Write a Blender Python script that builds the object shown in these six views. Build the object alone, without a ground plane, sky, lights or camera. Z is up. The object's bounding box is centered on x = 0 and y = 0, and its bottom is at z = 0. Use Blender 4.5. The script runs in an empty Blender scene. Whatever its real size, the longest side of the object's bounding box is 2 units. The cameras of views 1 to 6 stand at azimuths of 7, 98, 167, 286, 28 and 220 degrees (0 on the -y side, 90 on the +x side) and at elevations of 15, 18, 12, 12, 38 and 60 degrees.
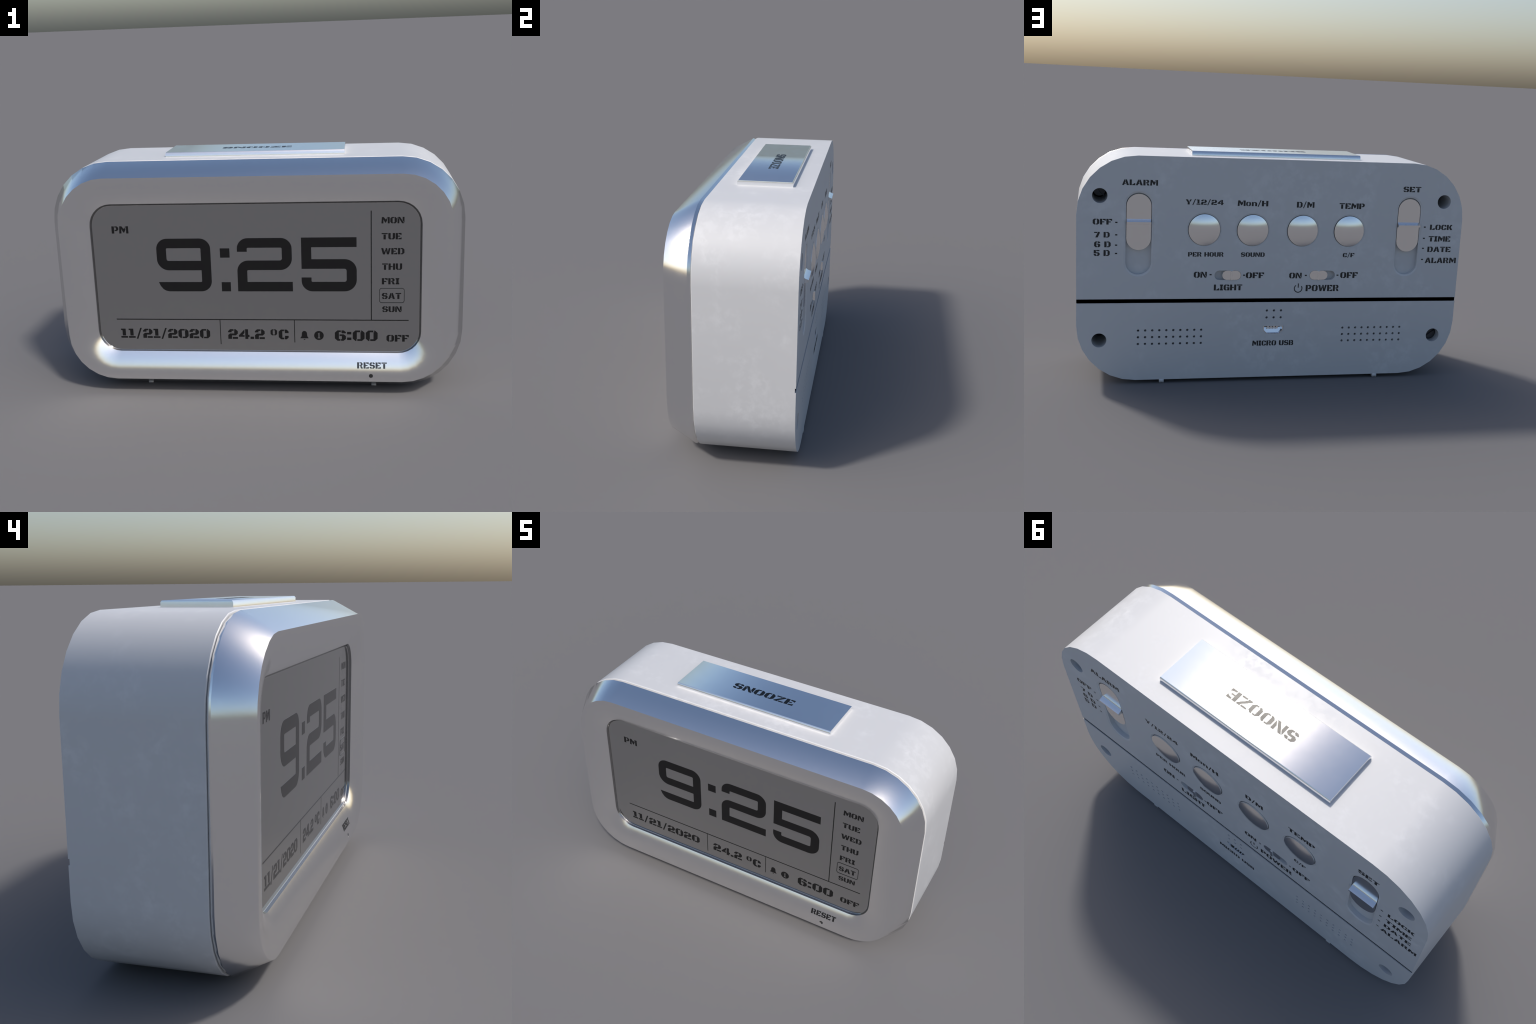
# Desk alarm clock with a metal bezel, built part by part (metres, z up, front faces -y).
import bpy, bmesh, math, random
from mathutils import Vector, Matrix

random.seed(7)
COL = bpy.context.scene.collection

# ------------------------------------------------------------------ sizes
HALF_W, Z_LOW, Z_TOP, CORNER = 1.0, 0.017, 1.1613, 0.293
BODY_BACK, BODY_FRONT = 0.2755, -0.162
FRONT_FACE, SCREEN, LIP = -0.2947, -0.242, -0.2538
ARC_STEPS = 7

# ------------------------------------------------------------------ materials
def new_material(name):
    m = bpy.data.materials.new(name)
    m.use_nodes = True
    return m, m.node_tree, m.node_tree.nodes["Principled BSDF"]

def link(t, a, b):
    t.links.new(a, b)

def noise(t, scale, detail=4.0, rough=0.6, dist=0.0):
    co = t.nodes.new("ShaderNodeTexCoord")
    n = t.nodes.new("ShaderNodeTexNoise")
    n.inputs["Scale"].default_value = scale
    n.inputs["Detail"].default_value = detail
    n.inputs["Roughness"].default_value = rough
    n.inputs["Distortion"].default_value = dist
    link(t, co.outputs["Object"], n.inputs["Vector"])
    return n.outputs["Fac"]

def map_range(t, src, a, b, lo, hi):
    n = t.nodes.new("ShaderNodeMapRange")
    for k, v in (("From Min", a), ("From Max", b), ("To Min", lo), ("To Max", hi)):
        n.inputs[k].default_value = v
    link(t, src, n.inputs["Value"])
    return n.outputs["Result"]

def math_node(t, op, a, b):
    n = t.nodes.new("ShaderNodeMath")
    n.operation = op
    for i, v in enumerate((a, b)):
        if isinstance(v, (int, float)):
            n.inputs[i].default_value = v
        else:
            link(t, v, n.inputs[i])
    return n.outputs[0]

def plastic_material():
    """White satin plastic with faint cloudy smudges in tone and gloss."""
    m, t, p = new_material("white_plastic")
    cloud = noise(t, 5.0, 3.0, 0.55, 0.3)
    speck = noise(t, 24.0, 5.0, 0.62, 0.2)
    patch = math_node(t, "MULTIPLY", map_range(t, cloud, 0.46, 0.70, 0.0, 1.0),
                      map_range(t, speck, 0.44, 0.64, 0.0, 1.0))
    ramp = t.nodes.new("ShaderNodeValToRGB")
    ramp.color_ramp.elements[0].color = (*PLASTIC, 1)
    ramp.color_ramp.elements[1].color = (*PLASTIC_SMUDGE, 1)
    link(t, patch, ramp.inputs["Fac"])
    link(t, ramp.outputs["Color"], p.inputs["Base Color"])
    link(t, map_range(t, patch, 0.0, 1.0, 0.42, 0.57), p.inputs["Roughness"])
    return m

def simple_material(name, colour, metallic, rough, spec=0.5):
    m, t, p = new_material(name)
    p.inputs["Base Color"].default_value = (*colour, 1)
    p.inputs["Metallic"].default_value = metallic
    p.inputs["Specular IOR Level"].default_value = spec
    r = noise(t, 30.0, 3.0)
    link(t, map_range(t, r, 0.3, 0.7, rough * 0.94, rough * 1.06), p.inputs["Roughness"])
    return m

PLASTIC, PLASTIC_SMUDGE = (0.585, 0.585, 0.59), (0.655, 0.655, 0.66)
MAT = {
    "plastic": plastic_material(),
    "brushed": simple_material("satin_metal", (0.94, 0.94, 0.94), 1.0, 0.21),
    "bezel_ink": simple_material("bezel_grey_black", (0.09, 0.09, 0.09), 1.0, 0.2),
    "button_ink": simple_material("button_black", (0.045, 0.045, 0.045), 1.0, 0.38),
    "metal": simple_material("polished_metal", (0.94, 0.94, 0.94), 1.0, 0.17),
    "screen": simple_material("screen_grey", (0.50, 0.50, 0.495), 1.0, 0.09),
    "ink": simple_material("screen_black", (0.060, 0.060, 0.060), 1.0, 0.10),
    "print": simple_material("printed_black", (0.012, 0.012, 0.013), 0.0, 0.45),
    "rim_shade_band": simple_material("rim_shade_grey", (0.27, 0.27, 0.275), 1.0, 0.24),  # screen metal darkened to carry the dim reflection along the rim
    "seam": simple_material("seam_black", (0.0, 0.0, 0.0), 0.0, 1.0, 0.0),
    "screw": simple_material("dark_steel", (0.10, 0.10, 0.11), 1.0, 0.35),
}

# ------------------------------------------------------------------ object helpers
def finish(bm, name, mat, parent=None, smooth=None):
    bmesh.ops.recalc_face_normals(bm, faces=bm.faces[:])
    me = bpy.data.meshes.new(name)
    bm.to_mesh(me)
    bm.free()
    me.materials.append(MAT[mat])
    ob = bpy.data.objects.new(name, me)
    COL.objects.link(ob)
    ob.parent = parent
    if smooth is not None:
        me.shade_smooth()
        me.set_sharp_from_angle(angle=math.radians(smooth))
    return ob

def rounded_rect(x0, z0, x1, z1, r, steps=ARC_STEPS, bottom_cols=()):
    """Closed loop of (x, z), counter-clockwise from the bottom right corner arc."""
    pts = []
    for cx, cz, a0 in ((x1 - r, z0 + r, -90), (x1 - r, z1 - r, 0), (x0 + r, z1 - r, 90), (x0 + r, z0 + r, 180)):
        for i in range(steps + 1):
            a = math.radians(a0 + 90 * i / steps)
            pts.append((cx + r * math.cos(a), cz + r * math.sin(a)))
    return pts + [(x, z0) for x in bottom_cols]

def loft(bm, rings, cap_first=True, cap_last=True, cyclic=False):
    """Rings are equal-length lists of 3D points; joins neighbours with quads."""
    vs = [[bm.verts.new(p) for p in ring] for ring in rings]
    pairs = list(zip(vs, vs[1:])) + ([(vs[-1], vs[0])] if cyclic else [])
    for a, b in pairs:
        n = len(a)
        for i in range(n):
            bm.faces.new((a[i], a[(i + 1) % n], b[(i + 1) % n], b[i]))
    if not cyclic:
        if cap_first:
            bm.faces.new(vs[0])
        if cap_last:
            bm.faces.new(vs[-1])

def at_y(loop, y):
    return [(x, y, z) for x, z in loop]

def body_loop(inset, cols=()):
    return rounded_rect(-HALF_W + inset, Z_LOW + inset, HALF_W - inset, Z_TOP - inset, CORNER - inset, ARC_STEPS, cols)

def circle(cx, cz, r, n=24, phase=0.0):
    return [(cx + r * math.cos(math.tau * (i + phase) / n), cz + r * math.sin(math.tau * (i + phase) / n)) for i in range(n)]

def stadium(x0, z0, x1, z1, steps=8):
    return rounded_rect(x0, z0, x1, z1, min(x1 - x0, z1 - z0) / 2 - 1e-4, steps)

def box(bm, x0, y0, z0, x1, y1, z1):
    loft(bm, [[(x0, y, z0), (x1, y, z0), (x1, y, z1), (x0, y, z1)] for y in (y0, y1)])

def apply_boolean(ob, cutter_bm):
    bmesh.ops.recalc_face_normals(cutter_bm, faces=cutter_bm.faces[:])
    cm = bpy.data.meshes.new("cutter")
    cutter_bm.to_mesh(cm)
    cutter_bm.free()
    cut = bpy.data.objects.new("cutter", cm)
    COL.objects.link(cut)
    mod = ob.modifiers.new("cut", "BOOLEAN")
    mod.operation, mod.solver, mod.object = "DIFFERENCE", "EXACT", cut
    dg = bpy.context.evaluated_depsgraph_get()
    me = bpy.data.meshes.new_from_object(ob.evaluated_get(dg))
    ob.modifiers.clear()
    old, name = ob.data, ob.data.name
    ob.data = me
    bpy.data.meshes.remove(old)
    me.name = name
    bpy.data.objects.remove(cut)
    bpy.data.meshes.remove(cm)

# ------------------------------------------------------------------ the thing
clock = bpy.data.objects.new("alarm_clock", None)
COL.objects.link(clock)
clock["label"] = "white desk alarm clock with silver bezel and grey display"
clock["category"] = "alarm clock"

# ------------------------------------------------------------------ back layout
SCREWS = [(sx * 0.889, z) for sx in (1, -1) for z in (0.963, 0.231)]
BUTTON_X = (0.3765, 0.1305, -0.1292, -0.3765)
BUTTON_Z, BUTTON_R = 0.8005, 0.0792
LONG_SLOTS = [(sx * 0.7005, 0.5695, 0.9805) for sx in (1, -1)]
SMALL_SLOTS = (0.2493, -0.2476)
SPEAKER = [(sx * (0.3765 + 0.0355 * i), 0.2440 + 0.0355 * j) for sx in (1, -1) for i in range(10) for j in (-1, 0, 1)]
SPEAKER += [(0.0375 * i, z) for i in (-1, 0, 1) for z in (0.3783, 0.3406)]
SEAM = (0.4230, 0.4440)
USB = [(0.0540, 0.2945), (0.0540, 0.2720), (0.0345, 0.2513), (-0.0345, 0.2513), (-0.0540, 0.2720), (-0.0540, 0.2945)]

# ------------------------------------------------------------------ body shell
bm = bmesh.new()
loft(bm, [at_y(body_loop(0.0), BODY_BACK), at_y(body_loop(0.0), BODY_FRONT),
          at_y(body_loop(0.0022), BODY_FRONT - 0.0022), at_y(body_loop(0.030), BODY_FRONT - 0.0022)])
body = finish(bm, "body", "plastic", clock)

cut = bmesh.new()
OUT = BODY_BACK + 0.02
box(cut, -1.1, BODY_BACK - 0.0045, SEAM[0], 1.1, OUT, SEAM[1])
for x, z in SCREWS:
    loft(cut, [at_y(circle(x, z, 0.0370), OUT), at_y(circle(x, z, 0.0370), BODY_BACK - 0.215)])
for x, z in SPEAKER:
    loft(cut, [at_y(circle(x, z, 0.0065, 8, 0.5), OUT), at_y(circle(x, z, 0.0065, 8, 0.5), BODY_BACK - 0.030)])
for x in BUTTON_X:
    loft(cut, [at_y(circle(x, BUTTON_Z, 0.0885, 40), OUT), at_y(circle(x, BUTTON_Z, 0.0885, 40), BODY_BACK - 0.0003),
               at_y(circle(x, BUTTON_Z, 0.0816, 40), BODY_BACK - 0.0030), at_y(circle(x, BUTTON_Z, 0.0816, 40), BODY_BACK - 0.016)])
for x, z0, z1 in LONG_SLOTS:
    w = 0.0630
    loft(cut, [at_y(stadium(x - w - .009, z0 - .009, x + w + .009, z1 + .009, 10), OUT),
               at_y(stadium(x - w - .009, z0 - .009, x + w + .009, z1 + .009, 10), BODY_BACK - 0.0003),
               at_y(stadium(x - w, z0, x + w, z1, 10), BODY_BACK - 0.0035),
               at_y(stadium(x - w, z0, x + w, z1, 10), BODY_BACK - 0.024)])
for x in SMALL_SLOTS:
    ring = stadium(x - 0.0685, 0.5413, x + 0.0685, 0.5907)
    loft(cut, [at_y(ring, OUT), at_y(ring, BODY_BACK - 0.027)])
loft(cut, [at_y(USB, OUT), at_y(USB, BODY_BACK - 0.095)])
apply_boolean(body, cut)
body.data.shade_smooth()
body.data.set_sharp_from_angle(angle=math.radians(28))

bm = bmesh.new()
box(bm, -0.9993, BODY_BACK - 0.0050, SEAM[0] - 0.001, 0.9993, BODY_BACK - 0.0040, SEAM[1] + 0.001)
finish(bm, "seam_strip", "seam", body)

# ------------------------------------------------------------------ feet
for x in (0.5735, -0.5735):
    for y0, y1 in ((-0.160, -0.136), (0.2515, 0.2757)):
        bm = bmesh.new()
        box(bm, x - 0.012, y0, 0.0, x + 0.012, y1, Z_LOW + 0.002)
        finish(bm, "foot", "plastic", clock, 180)

# ------------------------------------------------------------------ bezel
HOLE_X, HOLE_Z = 0.5578, 0.1078
COLS = (0.30, HOLE_X - 0.022, HOLE_X + 0.022)

def opening(cols=COLS):
    return rounded_rect(-0.798, 0.2125, 0.798, 0.9665, 0.110, ARC_STEPS, cols)

def blend(a, b, f):
    return [(p[0] + (q[0] - p[0]) * f, p[1] + (q[1] - p[1]) * f) for p, q in zip(a, b)]

outer, inner = body_loop(0.0620, COLS), opening()
DISH = LIP - FRONT_FACE                          # the front face dishes down to the screen
rings = [at_y(body_loop(0.016, COLS), -0.1636), at_y(body_loop(0.016, COLS), -0.1668), at_y(body_loop(0.0066, COLS), -0.1670),
         at_y(body_loop(0.0002, COLS), -0.1805)]
rings.append(at_y(outer, FRONT_FACE))
for f in (0.10, 0.38, 0.52, 0.65, 0.78, 0.90, 1.0):
    rings.append(at_y(blend(outer, inner, f), FRONT_FACE + DISH * f * f))
rings.append(at_y(blend(inner, outer, 0.05), SCREEN + 0.02))
bm = bmesh.new()
loft(bm, rings, cyclic=True)
bezel = finish(bm, "bezel", "metal", clock)
cut = bmesh.new()
loft(cut, [at_y(circle(HOLE_X, HOLE_Z, 0.0108, 6, 0.5), -0.32), at_y(circle(HOLE_X, HOLE_Z, 0.0108, 6, 0.5), -0.255)])
apply_boolean(bezel, cut)
me = bezel.data
me.shade_smooth()
me.set_sharp_from_angle(angle=math.radians(48))
# the dished face is shaded as one gentle curve, its normal leaning evenly up to MAX_LEAN at the screen
# and the outer chamfer rolls from REAR_LEAN beside the seam to its own slope at the front edge
MAX_LEAN, REAR_LEAN, FRONT_LEAN = 28.5, 13.0, 28.5
normals = [c.vector.copy() for c in me.corner_normals]
for p in me.polygons:
    if -0.7 < p.normal.y < -0.3 and -0.26 < p.center.y < -0.20:
        for li in p.loop_indices:
            co, n = me.vertices[me.loops[li].vertex_index].co, normals[li]
            lean = math.radians(REAR_LEAN if co.y > -0.2 else FRONT_LEAN)
            side = Vector((n.x, 0.0, n.z)).normalized()
            normals[li] = side * math.cos(lean) - Vector((0, math.sin(lean), 0))
for p in me.polygons:
    if p.normal.y > -0.55 or p.center.y > LIP + 0.0005:
        continue
    for li in p.loop_indices:
        co, n = me.vertices[me.loops[li].vertex_index].co, normals[li]
        if abs(p.normal.y) < 0.995 or co.y > FRONT_FACE + 1e-4:
            lean = math.radians(MAX_LEAN * math.sqrt(max(0.0, min(1.0, (co.y - FRONT_FACE) / DISH))))
            side = Vector((n.x, 0.0, n.z))
            if side.length > 1e-6:
                normals[li] = side.normalized() * math.sin(lean) - Vector((0, math.cos(lean), 0))
            else:
                normals[li] = Vector((0, -1, 0))
me.normals_split_custom_set([tuple(n) for n in normals])
bm = bmesh.new()
loft(bm, [at_y(circle(HOLE_X, HOLE_Z, 0.0112, 6, 0.5), -0.2905), at_y(circle(HOLE_X, HOLE_Z, 0.0112, 6, 0.5), -0.27)])
finish(bm, "pinhole_dark_plug", "print", bezel)  # black hexagon set near the surface so that the hole looks dark from every view

# ------------------------------------------------------------------ display
bm = bmesh.new()
rim = opening(())
def border(d):                                                # narrower along the bottom edge
    return rounded_rect(-0.798 + d, 0.2125 + d * 0.3, 0.798 - d, 0.9665 - d, 0.110 - d)
RIM_SHADE, STEEP = 0.0085, 50.0                                  # dark reflection modelled as sloping gasket, then the glass with a soft edge
y = LIP + RIM_SHADE * math.tan(math.radians(STEEP))
rim_shade_rings = [at_y(border(0.0), -0.215), at_y(border(0.0), LIP), at_y(border(RIM_SHADE), y), at_y(border(RIM_SHADE), -0.215)]
rings = [at_y(border(RIM_SHADE), -0.20), at_y(border(RIM_SHADE), y)]
for k in range(1, 5):
    y += 0.0012 * math.tan(math.radians(STEEP * (1 - (k - 0.5) / 4)))
    rings.append(at_y(border(RIM_SHADE + 0.0012 * k), y))
SCREEN = y
rings.append(at_y(border(RIM_SHADE + 0.0065), SCREEN))               # keeps the middle of the glass truly flat
loft(bm, rings)
display = finish(bm, "display", "screen", clock, 60)
bm = bmesh.new()
loft(bm, rim_shade_rings, cyclic=True)
finish(bm, "rim_shade_band", "rim_shade_band", display, 40)

# ------------------------------------------------------------------ stencil lettering
S, T, G = 0.34, 0.17, 0.065       # stem width, bar height, stencil gap (cap height 1)

def R(x0, y0, x1, y1):
    return [(x0, y0), (x1, y0), (x1, y1), (x0, y1)]

def left_bowl(top, bottom, c=0.22, s=S, t=T):
    return [(c, 0), (bottom, 0), (bottom, t), (s, t), (s, 1 - t), (top, 1 - t), (top, 1), (c, 1), (0, 1 - c), (0, c)]

def right_bowl(w, top, bottom, c=0.22, s=S, t=T, y0=0.0, y1=1.0):
    return [(top, y1), (w - c, y1), (w, y1 - c), (w, y0 + c), (w - c, y0), (bottom, y0), (bottom, y0 + t),
            (w - s, y0 + t), (w - s, y1 - t), (top, y1 - t)]

def shift(polys, dx, dy=0.0, k=1.0):
    return [[(x * k + dx, y * k + dy) for x, y in p] for p in polys]

def ring_letter(w, top=0.58, bottom=0.42):
    return [left_bowl(top - G / 2, bottom - G / 2), right_bowl(w, top + G / 2, bottom + G / 2)]

def ess(w=0.92):
    return [[(0.2, 1), (0.48, 1), (0.48, 1 - T), (0.34, 1 - T), (0.34, .62), (w - .2, .62), (w, .44), (w, .2), (w - .2, 0),
             (0.46, 0), (0.46, T), (w - .34, T), (w - .34, .40), (.2, .40), (0, .58), (0, .8)],
            [(0.53, 1), (w - .18, 1), (w - .02, .84), (w - .02, .72), (w - .32, .72), (w - .32, 1 - T), (0.53, 1 - T)],
            [(0.41, 0), (.18, 0), (0.02, .16), (0.02, .28), (.32, .28), (.32, T), (0.41, T)]]

def two(w=0.92):
    return [[(0, .8), (.2, 1), (.53, 1), (.53, 1 - T), (.34, 1 - T), (.34, .68), (0, .68)],
            [(.59, 1), (w - .2, 1), (w, .8), (w, .54), (w - .2, .36), (.36, .36), (.36, 0), (0, 0), (0, .4), (.18, .56), (w - .34, .56), (w - .34, .8), (.59, .8)],
            R(.42, 0, w, .20)]

def five(w=0.92):
    return [R(0, .44, .34, 1), R(.39, 1 - .2, w - .04, 1),
            [(.34, .44), (.34, .62), (w - .2, .62), (w, .44), (w, .2), (w - .2, 0), (.5, 0), (.5, T), (w - .34, T), (w - .34, .44)],
            [(.45, 0), (.18, 0), (0, .18), (0, .34), (.34, .34), (.34, T), (.45, T)]]

def six(w=0.92):
    return [left_bowl(.5, .46), [(.55, 1), (w - .18, 1), (w, .84), (w, .72), (w - .34, .72), (.55, 1 - T)],
            [(.39, .62), (w - .18, .62), (w, .46), (w, .18), (w - .2, 0), (.51, 0), (.51, T), (w - .34, T), (w - .34, .46), (.39, .46)]]

GLYPH = {
    "A": (1.08, [[(0, 0), (.30, 0), (.38, .22), (.56, .22), (.56, .38), (.44, .38), (.52, .62), (.47, 1), (.36, 1)],
                 [(.53, 1), (.74, 1), (1.08, 0), (.74, 0), (.55, .6)]]),
    "B": (0.94, [R(0, 0, S, 1), [(S + G, 1), (.74, 1), (.90, .86), (.90, .62), (.82, .52), (.94, .42), (.94, .16), (.78, 0), (S + G, 0),
                 (S + G, T), (.62, T), (.62, .44), (S + G, .44), (S + G, .58), (.6, .58), (.6, 1 - T), (S + G, 1 - T)]]),
    "C": (0.92, [left_bowl(.5, .5), [(.55, 1), (.74, 1), (.92, .82), (.92, .64), (.58, .64), (.58, 1 - T), (.55, 1 - T)],
                 [(.55, 0), (.74, 0), (.92, .18), (.92, .36), (.58, .36), (.58, T), (.55, T)]]),
    "D": (0.96, [R(0, 0, S, 1), right_bowl(0.96, S + G, S + G, .24, .33)]),
    "E": (0.88, [[(0, 0), (S, 0), (S, .42), (.66, .42), (.66, .58), (S, .58), (S, 1), (0, 1)],
                 [(S + G, 1), (.86, 1), (.86, .66), (.66, 1 - T - .06), (S + G, 1 - T)], [(S + G, 0), (.88, 0), (.88, .32), (.68, T + .05), (S + G, T)]]),
    "F": (0.86, [[(0, 0), (S, 0), (S, .38), (.66, .38), (.66, .55), (S, .55), (S, 1), (0, 1)],
                 [(S + G, 1), (.86, 1), (.86, .62), (.62, 1 - T - .06), (S + G, 1 - T)]]),
    "G": (0.96, [left_bowl(.5, .5), [(.55, 1), (.78, 1), (.94, .84), (.94, .68), (.6, .68), (.6, 1 - T), (.55, 1 - T)],
                 [(.55, 0), (.96, 0), (.96, .54), (.48, .54), (.48, .40), (.62, .40), (.62, T), (.55, T)]]),
    "H": (1.02, [[(0, 0), (S, 0), (S, .42), (.63, .42), (.63, .58), (S, .58), (S, 1), (0, 1)], R(1.02 - S, 0, 1.02, 1)]),
    "I": (0.54, [[(0, 0), (.54, 0), (.54, T), (.44, T + .05), (.44, 1 - T - .05), (.54, 1 - T), (.54, 1), (0, 1), (0, 1 - T),
                  (.10, 1 - T - .05), (.10, T + .05), (0, T)]]),
    "K": (1.02, [R(0, 0, S, 1), [(S + G, .58), (.66, 1), (1.0, 1), (.70, .56), (1.02, 0), (.64, 0), (S + G, .44)]]),
    "L": (0.88, [R(0, 0, S, 1), [(S + G, 0), (.88, 0), (.88, .36), (.74, .36), (.52, T), (S + G, T)]]),
    "M": (1.24, [[(0, 0), (.30, 0), (.30, .62), (.56, .12), (.68, .12), (.88, .56), (.72, .82), (.62, .62), (.36, 1), (0.06, 1)],
                 R(.94, 0, 1.24, 1), [(.80, .86), (.90, .62), (.90, 1), (.84, 1)]]),
    "N": (1.04, [[(0, 0), (.28, 0), (.28, .58), (.04, .96), (0, .96)], [(.06, 1), (.38, 1), (1.0, 0), (.70, 0)], [(.76, 1), (1.04, 1), (1.04, .06), (.76, .50)]]),
    "O": (0.98, ring_letter(0.98)),
    "P": (0.92, [R(0, 0, S, 1), right_bowl(0.92, S + G, S + G, .2, .32, T, .34, 1.0)]),
    "R": (0.98, [R(0, 0, S, 1), right_bowl(0.92, S + G, S + G, .18, .32, .15, .42, 1.0), [(.50, .38), (.80, .38), (.98, 0), (.64, 0)]]),
    "S": (0.92, ess()),
    "T": (0.90, [R(0, 1 - .18, .90, 1), R(.28, 0, .62, .77)]),
    "U": (0.98, [[(0, 1), (S, 1), (S, T), (.46, T), (.46, 0), (.2, 0), (0, .2)],
                 [(.98 - S, 1), (.98, 1), (.98, .2), (.78, 0), (.51, 0), (.51, T), (.98 - S, T)]]),
    "W": (1.40, [[(0, 1), (.32, 1), (.46, .38), (.60, .84), (.72, .62), (.56, 0), (.26, 0)],
                 [(.64, 1), (.88, 1), (.98, .38), (1.12, 1), (1.40, 1), (1.14, 0), (.84, 0)]]),
    "Y": (1.00, [[(0, 1), (.36, 1), (.54, .62), (.64, .62), (.66, .46), (.66, 0), (.33, 0), (.33, .44)], [(.60, .70), (.76, 1), (1.0, 1), (.74, .52)]]),
    "Z": (0.92, [R(.02, 1 - .19, .54, 1), [(.60, 1), (.92, 1), (.92, .86), (.38, .19), (.38, 0), (0, 0), (0, .14), (.58, .81)], R(.44, 0, .92, .19)]),
    "n": (0.84, [R(0, 0, .30, .74), [(.35, .74), (.66, .74), (.84, .58), (.84, 0), (.54, 0), (.54, .58), (.35, .58)]]),
    "o": (0.80, shift(ring_letter(1.0), 0, 0, 0.76)),
    "0": (0.98, ring_letter(0.98, .66, .34)),
    "1": (0.66, [[(.02, 1), (.48, 1), (.48, .25), (.16, .25), (.16, .84), (0.02, .84)], R(0, 0, .66, .19)]),
    "2": (0.92, two()), "5": (0.92, five()), "6": (0.92, six()),
    "4": (1.00, [[(.54, .98), (.54, .62), (.36, .40), (.54, .40), (.54, .22), (0, .22), (0, .38)], R(.60, 0, .88, 1), R(.88, .20, 1.0, .42)]),
    "7": (0.88, [R(0, 1 - .2, .5, 1), [(.56, 1), (.88, 1), (.88, .78), (.56, 0), (.18, 0), (.52, .78), (.56, .8)]]),
    "/": (0.58, [[(0, -.1), (.16, -.1), (.58, 1.1), (.42, 1.1)]]),
    "-": (0.40, [R(.02, .36, .38, .56)]), ".": (0.34, [R(0, 0, .34, .24)]),
    ":": (0.38, [R(0, .08, .36, .32), R(0, .62, .36, .86)]),
    "*": (0.66, shift(ring_letter(0.98, .5, .5), 0, .40, 0.62)),     # degree sign
    " ": (0.42, []),
}

def word_polys(text, gap=0.09):
    polys, x = [], 0.0
    for ch in text:
        w, ps = GLYPH[ch]
        polys += shift(ps, x)
        x += w + gap
    return polys, x - gap

def print_mesh(polys, place, name, mat, parent, thick=0.0003):
    """Thin layer of ink: every polygon gets a face and a small wall."""
    bm = bmesh.new()
    for poly in polys:
        low = [bm.verts.new(place(u, v, -0.0006)) for u, v in poly]
        top = [bm.verts.new(place(u, v, thick)) for u, v in poly]
        bm.faces.new(top)
        bm.faces.new(low)
        for i in range(len(poly)):
            j = (i + 1) % len(poly)
            bm.faces.new((low[i], low[j], top[j], top[i]))
    return finish(bm, name, mat, parent)

def on_screen(u, v, d): return (u, SCREEN - d, v)
def on_back(u, v, d): return (u, BODY_BACK + d, v)
BUTTON_TOP = 1.1840
def on_top(u, v, d): return (u, v, BUTTON_TOP + d)
def on_bezel(u, v, d):
    f = (v - 0.079) / (0.2125 - 0.079)
    return (u, FRONT_FACE + DISH * f * f - 0.0006 - d, v)

def write(text, x0, x1, v0, v1, place, name, mat, parent):
    """Fit a word between x0 (its left edge) and x1, baseline v0, cap line v1."""
    polys, w = word_polys(text)
    fit = [[(x0 + (x1 - x0) * x / w, v0 + (v1 - v0) * y) for x, y in p] for p in polys]
    return print_mesh(fit, place, name, mat, parent)

# ------------------------------------------------------------------ big digits
def stroke(points, fillets, half):
    """Polygon of a constant-width line through points; each inner corner is rounded by its fillet radius."""
    path = [Vector(points[0])]
    for i in range(1, len(points) - 1):
        p, a, b = Vector(points[i]), Vector(points[i - 1]), Vector(points[i + 1])
        r = fillets[i - 1]
        da, db = (a - p).normalized(), (b - p).normalized()
        if r <= 0:
            path.append(p)
            continue
        c = p + (da + db) * r
        s, e = p + da * r, p + db * r
        for k in range(9):
            f = k / 8
            q = (s - c) * math.cos(f * math.pi / 2) + (e - c) * math.sin(f * math.pi / 2)
            path.append(c + q)
    path.append(Vector(points[-1]))
    lefts, rights = [], []
    for i, p in enumerate(path):
        d0 = (p - path[i - 1]).normalized() if i else None
        d1 = (path[i + 1] - p).normalized() if i < len(path) - 1 else None
        d0, d1 = d0 or d1, d1 or d0
        n0, n1 = Vector((-d0.y, d0.x)), Vector((-d1.y, d1.x))
        m = (n0 + n1).normalized()
        k = half / max(m.dot(n0), 0.3)
        lefts.append(p + m * k)
        rights.append(p - m * k)
    return [[tuple(lefts[i]), tuple(lefts[i + 1]), tuple(rights[i + 1]), tuple(rights[i])] for i in range(len(path) - 1)]

def mesh_of_strokes(polys, place, name, mat, parent):
    """Like print_mesh, but welds the quads of the strokes into one layer."""
    bm = bmesh.new()
    for poly in polys:
        bm.faces.new([bm.verts.new(place(u, v, 0.0003)) for u, v in poly])
    bmesh.ops.remove_doubles(bm, verts=bm.verts[:], dist=1e-5)
    out = bmesh.ops.extrude_face_region(bm, geom=bm.faces[:])
    back = Vector(place(0, 0, -0.0006)) - Vector(place(0, 0, 0.0003))
    for v in out["geom"]:
        if isinstance(v, bmesh.types.BMVert):
            v.co += back
    return finish(bm, name, mat, parent)

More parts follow.
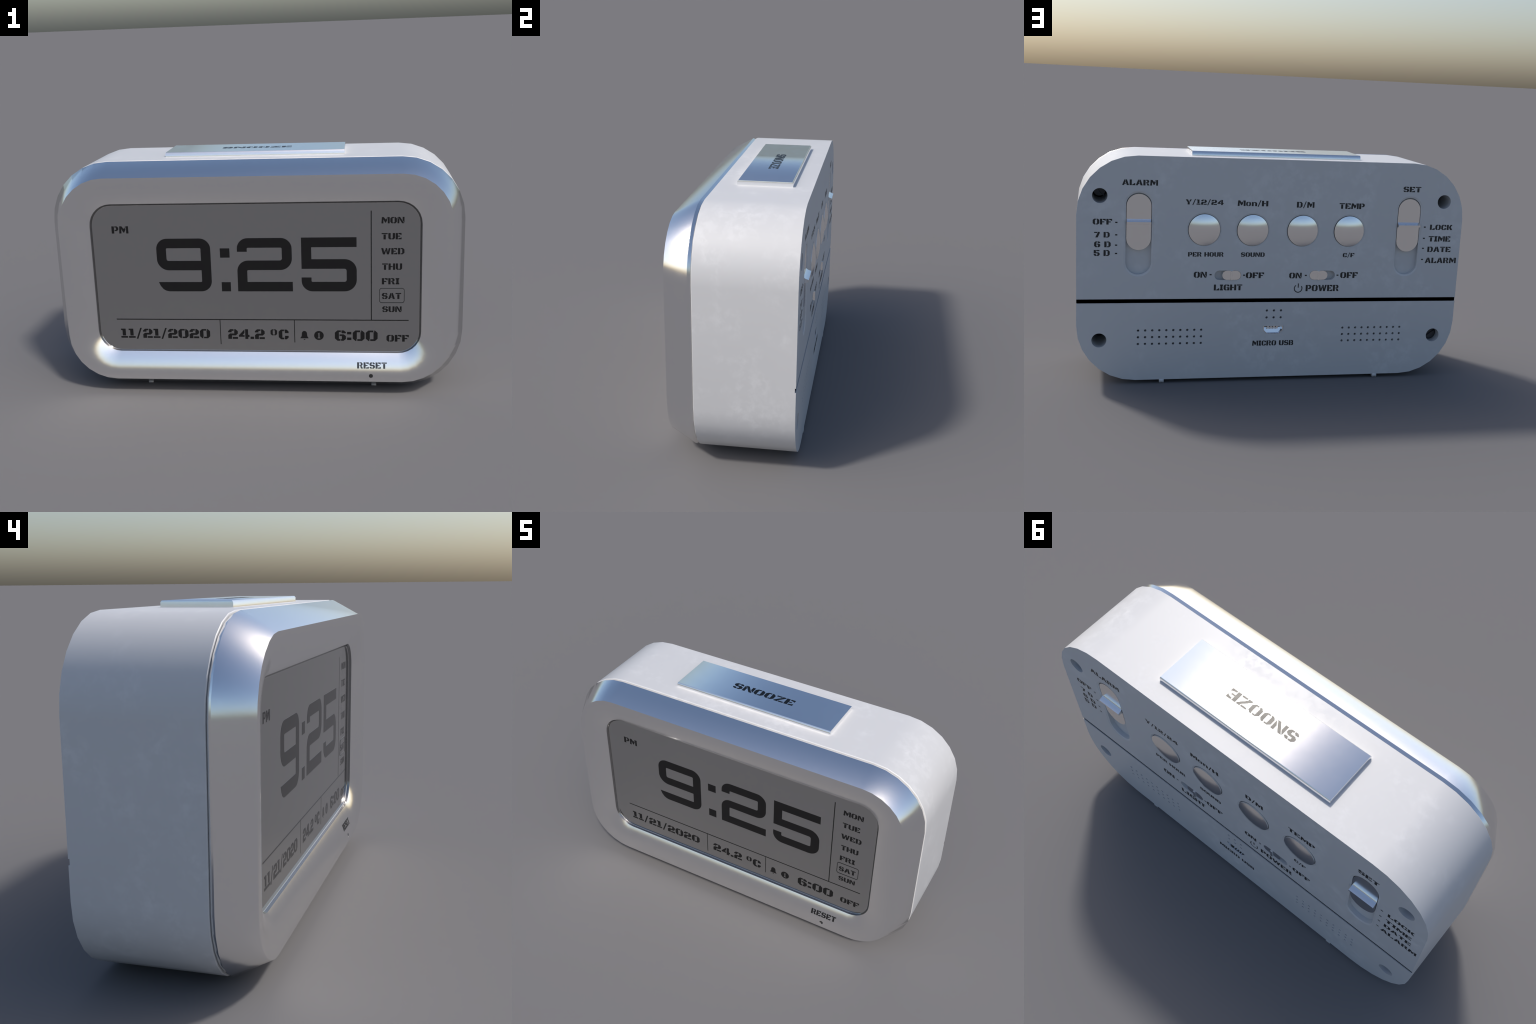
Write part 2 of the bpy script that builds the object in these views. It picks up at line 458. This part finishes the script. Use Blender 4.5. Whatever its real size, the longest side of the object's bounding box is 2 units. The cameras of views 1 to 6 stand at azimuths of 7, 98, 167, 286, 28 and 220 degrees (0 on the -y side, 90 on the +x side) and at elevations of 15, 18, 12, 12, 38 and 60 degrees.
H = 0.0240
top, mid, low = 0.7662, 0.6545, 0.5468
nine = stroke([(-0.425, low), (-0.2345, low), (-0.2345, top), (-0.4530, top), (-0.4530, mid), (-0.2585, mid)],
              (0.029, 0.029, 0.029, 0.034), H)
nine.append([(-0.425, low + H), (-0.4748, low + H), (-0.4665, low + 0.004), (-0.4535, low - 0.0125), (-0.440, low - 0.0205), (-0.425, low - H)])
mesh_of_strokes(nine, on_screen, "digit", "ink", display)
mesh_of_strokes(stroke([(-0.0565, 0.7225), (-0.0565, top), (0.1600, top), (0.1600, mid), (-0.0580, mid), (-0.0585, low), (0.1855, low)],
                       (0.029, 0.029, 0.034, 0.029, 0.0), H), on_screen, "digit", "ink", display)
mesh_of_strokes(stroke([(0.4925, top + .0008), (0.2535, top + .0008), (0.2535, 0.6600), (0.4685, 0.6600), (0.4685, low), (0.2525, low), (0.2525, 0.5930)],
                       (0.0, 0.0, 0.034, 0.034, 0.029), H), on_screen, "digit", "ink", display)
print_mesh([R(-0.1640, 0.6936, -0.1172, 0.7402), R(-0.1625, 0.5228, -0.1175, 0.5698)], on_screen, "colon", "ink", display)

# ------------------------------------------------------------------ display words, rules and icons
for text, x0, x1, z0, z1 in (
        ("PM", -0.6927, -0.6095, 0.8180, 0.8542), ("MON", 0.6086, 0.7150, 0.8562, 0.8868), ("TUE", 0.6095, 0.7025, 0.7790, 0.8098),
        ("WED", 0.6075, 0.7160, 0.7060, 0.7368), ("THU", 0.6120, 0.7060, 0.6300, 0.6616), ("FRI", 0.6108, 0.6930, 0.5579, 0.5889),
        ("SAT", 0.6110, 0.7025, 0.4847, 0.5149), ("SUN", 0.6130, 0.7050, 0.4186, 0.4474), ("11/21/2020", -0.6880, -0.2331, 0.2775, 0.3262),
        ("24.2", -0.1425, 0.0400, 0.2755, 0.3265), ("*C", 0.0690, 0.1580, 0.2750, 0.3260), ("6:00", 0.3842, 0.5912, 0.2695, 0.3235),
        ("OFF", 0.6337, 0.7405, 0.2672, 0.3019)):
    write(text, x0, x1, z0, z1, on_screen, "display_text", "ink", display)
print_mesh([R(-0.7043, 0.3742, 0.7390, 0.3792)], on_screen, "divider_line", "ink", display)
for x, z0, z1, w in ((0.5612, 0.3790, 0.9182, 0.0048), (-0.1802, 0.2471, 0.3744, 0.0038), (0.1880, 0.2592, 0.3744, 0.0038)):
    print_mesh([R(x - w / 2, z0, x + w / 2, z1)], on_screen, "divider_line", "ink", display)

bm = bmesh.new()                                              # frame round the current day
o, i = rounded_rect(0.5990, 0.4645, 0.7180, 0.5398, 0.012, 5), rounded_rect(0.6016, 0.4672, 0.7154, 0.5371, 0.0095, 5)
loft(bm, [[on_screen(u, v, d) for u, v in ring] for ring, d in ((o, -.0006), (o, .0008), (i, .0008), (i, -.0006))], cyclic=True)
finish(bm, "day_frame", "ink", display)

bx, bz, k = 0.2357, 0.2835, 0.0193                            # bell icon
dome = [(math.cos(math.radians(a)) * 0.66, 1.15 + math.sin(math.radians(a)) * 0.72) for a in range(0, 181, 20)]
bell = dome + [(-0.72, 0.45), (-1.02, 0.0), (-1.02, -0.12), (1.02, -0.12), (1.02, 0.0), (0.72, 0.45)]
clapper = [(-0.28, -0.30), (0.28, -0.30), (0.12, -0.52), (-0.12, -0.52)]
print_mesh([[(bx + x * k, bz + y * k) for x, y in p] for p in (bell, clapper)], on_screen, "bell_icon", "ink", display)
badge = print_mesh([circle(0.3067, 0.2962, 0.0236, 28)], on_screen, "number_badge", "ink", display)
print_mesh([[(0.3067 + x * 0.0078, 0.2962 + y * 0.0142) for x, y in p] for p in
            ([(-.75, .55), (.05, 1), (.38, 1), (.38, -.72), (.8, -.78), (.8, -1), (-.8, -1), (-.8, -.78), (-.32, -.72), (-.32, .5)],)],
           lambda u, v, d: on_screen(u, v, d + 0.0004), "badge_numeral", "screen", badge)

write("RESET", 0.4914, 0.6350, 0.1435, 0.1717, on_bezel, "reset_text", "bezel_ink", bezel)

# ------------------------------------------------------------------ snooze bar
bx0, bx1, by0, by1 = -0.4400, 0.4375, -0.0720, 0.1855
bm = bmesh.new()
def top_ring(d, z, e=0.0):
    return [(bx0 + e, by0 + d, z), (bx1 - e, by0 + d, z), (bx1 - e, by1 - d, z), (bx0 + e, by1 - d, z)]
loft(bm, [top_ring(0.0, Z_TOP - 0.003), top_ring(0.0, BUTTON_TOP - 0.0060), top_ring(0.0050, BUTTON_TOP, 0.0012)])
snooze = finish(bm, "snooze_button", "brushed", clock, 20)
me = snooze.data
CROWN = math.radians(20)                                      # the top is shaded as if crowned from end to end
normals = [c.vector.copy() for c in me.corner_normals]
for p in me.polygons:
    for li in p.loop_indices:
        x = me.vertices[me.loops[li].vertex_index].co.x
        if p.normal.z > 0.99:
            normals[li] = Vector((math.copysign(math.sin(CROWN), x), 0, math.cos(CROWN)))
        elif abs(p.normal.y) > 0.5:                           # long sides round softly into the top
            z = me.vertices[me.loops[li].vertex_index].co.z
            up = math.radians(0 if z < Z_TOP else 22 if z < BUTTON_TOP - 0.003 else 45)
            normals[li] = Vector((0, math.copysign(math.cos(up), p.normal.y), math.sin(up)))
me.normals_split_custom_set([tuple(n) for n in normals])
write("SNOOZE", -0.1735, 0.1740, 0.0330, 0.0815, on_top, "snooze_text", "button_ink", snooze)

# ------------------------------------------------------------------ push buttons (shallow domes)
def dome_mesh(cx, cz, r, edge_y, sag, n=40, rows=7):
    bm = bmesh.new()
    rings = [at_y(circle(cx, cz, r, n), edge_y - 0.022), at_y(circle(cx, cz, r, n), edge_y)]
    for j in range(1, rows):
        f = 1 - j / rows
        rings.append(at_y(circle(cx, cz, r * f, n), edge_y + sag * (1 - f * f)))
    loft(bm, rings, cap_last=False)
    bm.verts.ensure_lookup_table()
    tip = bm.verts.new((cx, edge_y + sag, cz))
    last = bm.verts[-1 - n:-1]
    for k in range(n):
        bm.faces.new((last[k], last[(k + 1) % n], tip))
    return bm
for x in BUTTON_X:
    finish(dome_mesh(x, BUTTON_Z, BUTTON_R, BODY_BACK + 0.003, 0.0122), "push_button", "metal", clock, 30)

# ------------------------------------------------------------------ long slide switches
for x, z0, z1 in LONG_SLOTS:
    bm = bmesh.new()
    ring = stadium(x - 0.0600, 0.6945, x + 0.0600, 0.9745, 10)
    loft(bm, [at_y(ring, BODY_BACK - 0.0235), at_y(ring, BODY_BACK - 0.0040)])
    slide = finish(bm, "slide_switch", "metal", clock)
    bm = bmesh.new()                                          # thumb ridge, thicker at its root
    prof = [(BODY_BACK - 0.0060, 0.8230), (BODY_BACK + 0.0180, 0.8285), (BODY_BACK + 0.0184, 0.8385),
            (BODY_BACK + 0.0030, 0.8445), (BODY_BACK - 0.0060, 0.8520)]
    loft(bm, [[(x + s * 0.0595, y, z) for y, z in prof] for s in (-1, 1)])
    finish(bm, "thumb_ridge", "metal", slide, 25)

# ------------------------------------------------------------------ small slide switches
for x, side in zip(SMALL_SLOTS, (-1, 1)):
    cx = x + side * 0.0195
    bm = bmesh.new()
    ring = stadium(cx - 0.0475, 0.5422, cx + 0.0475, 0.5898)
    loft(bm, [at_y(ring, BODY_BACK - 0.0210), at_y(ring, BODY_BACK - 0.0010)])
    slide = finish(bm, "slide_switch", "metal", clock)
    bm = bmesh.new()
    prof = [(-0.0075, -0.0020), (-0.0045, 0.0070), (0.0045, 0.0070), (0.0075, -0.0020)]
    loft(bm, [[(cx + a, BODY_BACK + b, z) for a, b in prof] for z in (0.5428, 0.5892)])
    finish(bm, "thumb_ridge", "metal", slide)

# ------------------------------------------------------------------ screws deep in their holes
for n, (x, z) in enumerate(SCREWS):
    a = (0.9, 2.2, 0.4, -0.62)[n]
    bm = bmesh.new()
    y0 = BODY_BACK - (0.045 if x < 0 and z < 0.5 else 0.200)
    loft(bm, [at_y(circle(x, z, 0.0362), y0 - 0.014), at_y(circle(x, z, 0.0362), y0 - 0.004), at_y(circle(x, z, 0.0300), y0)])
    head = finish(bm, "screw", "screw", body)
    cut = bmesh.new()
    c, s = math.cos(a), math.sin(a)
    quad = [(x + c * u - s * v, z + s * u + c * v) for u, v in ((-.05, -.0045), (.05, -.0045), (.05, .0045), (-.05, .0045))]
    loft(cut, [at_y(quad, y0 + 0.02), at_y(quad, y0 - 0.008)])
    apply_boolean(head, cut)

# ------------------------------------------------------------------ charging socket
bm = bmesh.new()
def usb_ring(k, y):
    cz = 0.274
    return [(x * k, y, cz + (z - cz) * k) for x, z in USB]
loft(bm, [usb_ring(0.98, BODY_BACK - 0.094), usb_ring(0.98, BODY_BACK - 0.0030), usb_ring(0.90, BODY_BACK - 0.0030), [(x, y + 0.35 * (0.2945 - z), z) for x, y, z in usb_ring(0.90, BODY_BACK - 0.036)]])
port = finish(bm, "charging_port", "metal", body)
bm = bmesh.new()
box(bm, -0.0390, BODY_BACK - 0.030, 0.2860, 0.0390, BODY_BACK - 0.0120, 0.2910)
finish(bm, "contact_tongue", "screw", port)
for i in range(4):
    px = 0.0250 - 0.0157 * i
    bm = bmesh.new()
    loft(bm, [at_y(rounded_rect(px - 0.0046, 0.2770, px + 0.0046, 0.2920, 0.0040, 3), BODY_BACK - d) for d in (0.026, 0.0100)])
    finish(bm, "contact_pin", "metal", port)

# ------------------------------------------------------------------ printing on the back (left edge has the larger x)
for text, x0, x1, z0, z1 in (
        ("ALARM", 0.7837, 0.6110, 1.0168, 1.0446), ("OFF", 0.9219, 0.8293, 0.8211, 0.8496), ("7 D", 0.9149, 0.8403, 0.7569, 0.7846),
        ("6 D", 0.9146, 0.8353, 0.7082, 0.7372), ("5 D", 0.9163, 0.8395, 0.6645, 0.6943), ("Y/12/24", 0.4739, 0.2848, 0.9270, 0.9525),
        ("PER HOUR", 0.4548, 0.2753, 0.6634, 0.6862), ("Mon/H", 0.2134, 0.0572, 0.9240, 0.9520), ("SOUND", 0.1865, 0.0633, 0.6633, 0.6861),
        ("ON", 0.4231, 0.3568, 0.5541, 0.5849), ("OFF", 0.1565, 0.0616, 0.5512, 0.5815), ("LIGHT", 0.3190, 0.1725, 0.4873, 0.5181),
        ("D/M", -0.0912, -0.1833, 0.9205, 0.9500), ("TEMP", -0.3161, -0.4519, 0.9181, 0.9472), ("C/F", -0.3515, -0.4141, 0.6630, 0.6855),
        ("SET", -0.6563, -0.7539, 1.0115, 1.0400), ("LOCK", -0.8211, -0.9484, 0.8132, 0.8412), ("TIME", -0.8186, -0.9425, 0.7503, 0.7793),
        ("DATE", -0.8173, -0.9491, 0.6935, 0.7224), ("ALARM", -0.8087, -0.9853, 0.6327, 0.6625), ("ON", -0.0710, -0.1372, 0.5499, 0.5799),
        ("OFF", -0.3450, -0.4402, 0.5514, 0.5830), ("POWER", -0.1623, -0.3413, 0.4808, 0.5145), ("MICRO USB", 0.1074, -0.1120, 0.1884, 0.2160)):
    write(text, x0, x1, z0, z1, on_back, "back_text", "print", body)
ticks = [(0.809, z) for z in (0.8325, 0.7707, 0.7191, 0.6774)] + [(-0.792, z) for z in (0.8275, 0.7672, 0.7131, 0.6528)]
ticks += [(0.3378, 0.5697), (0.1658, 0.5670), (-0.1593, 0.5656), (-0.3299, 0.5667)]
for x, z in ticks:
    print_mesh([R(x - 0.0055, z - 0.0032, x + 0.0055, z + 0.0032)], on_back, "tick_mark", "print", body)
px, pz = -0.1222, 0.4960                                      # power symbol
arc = [(px + 0.0205 * math.sin(math.radians(a)), pz + 0.0205 * math.cos(math.radians(a))) for a in range(38, 323, 15)]
sym = stroke(arc, [0.0] * len(arc), 0.0024) + [R(px - 0.0026, pz + 0.004, px + 0.0026, pz + 0.0268)]
mesh_of_strokes(sym, on_back, "power_symbol", "print", body)

# ------------------------------------------------------------------ the back leans out very slightly towards the top
for ob in COL.objects:
    if ob.type == "MESH":
        for v in ob.data.vertices:
            if v.co.y > 0.2:
                v.co.y += 0.0040 * (v.co.z - 0.60)
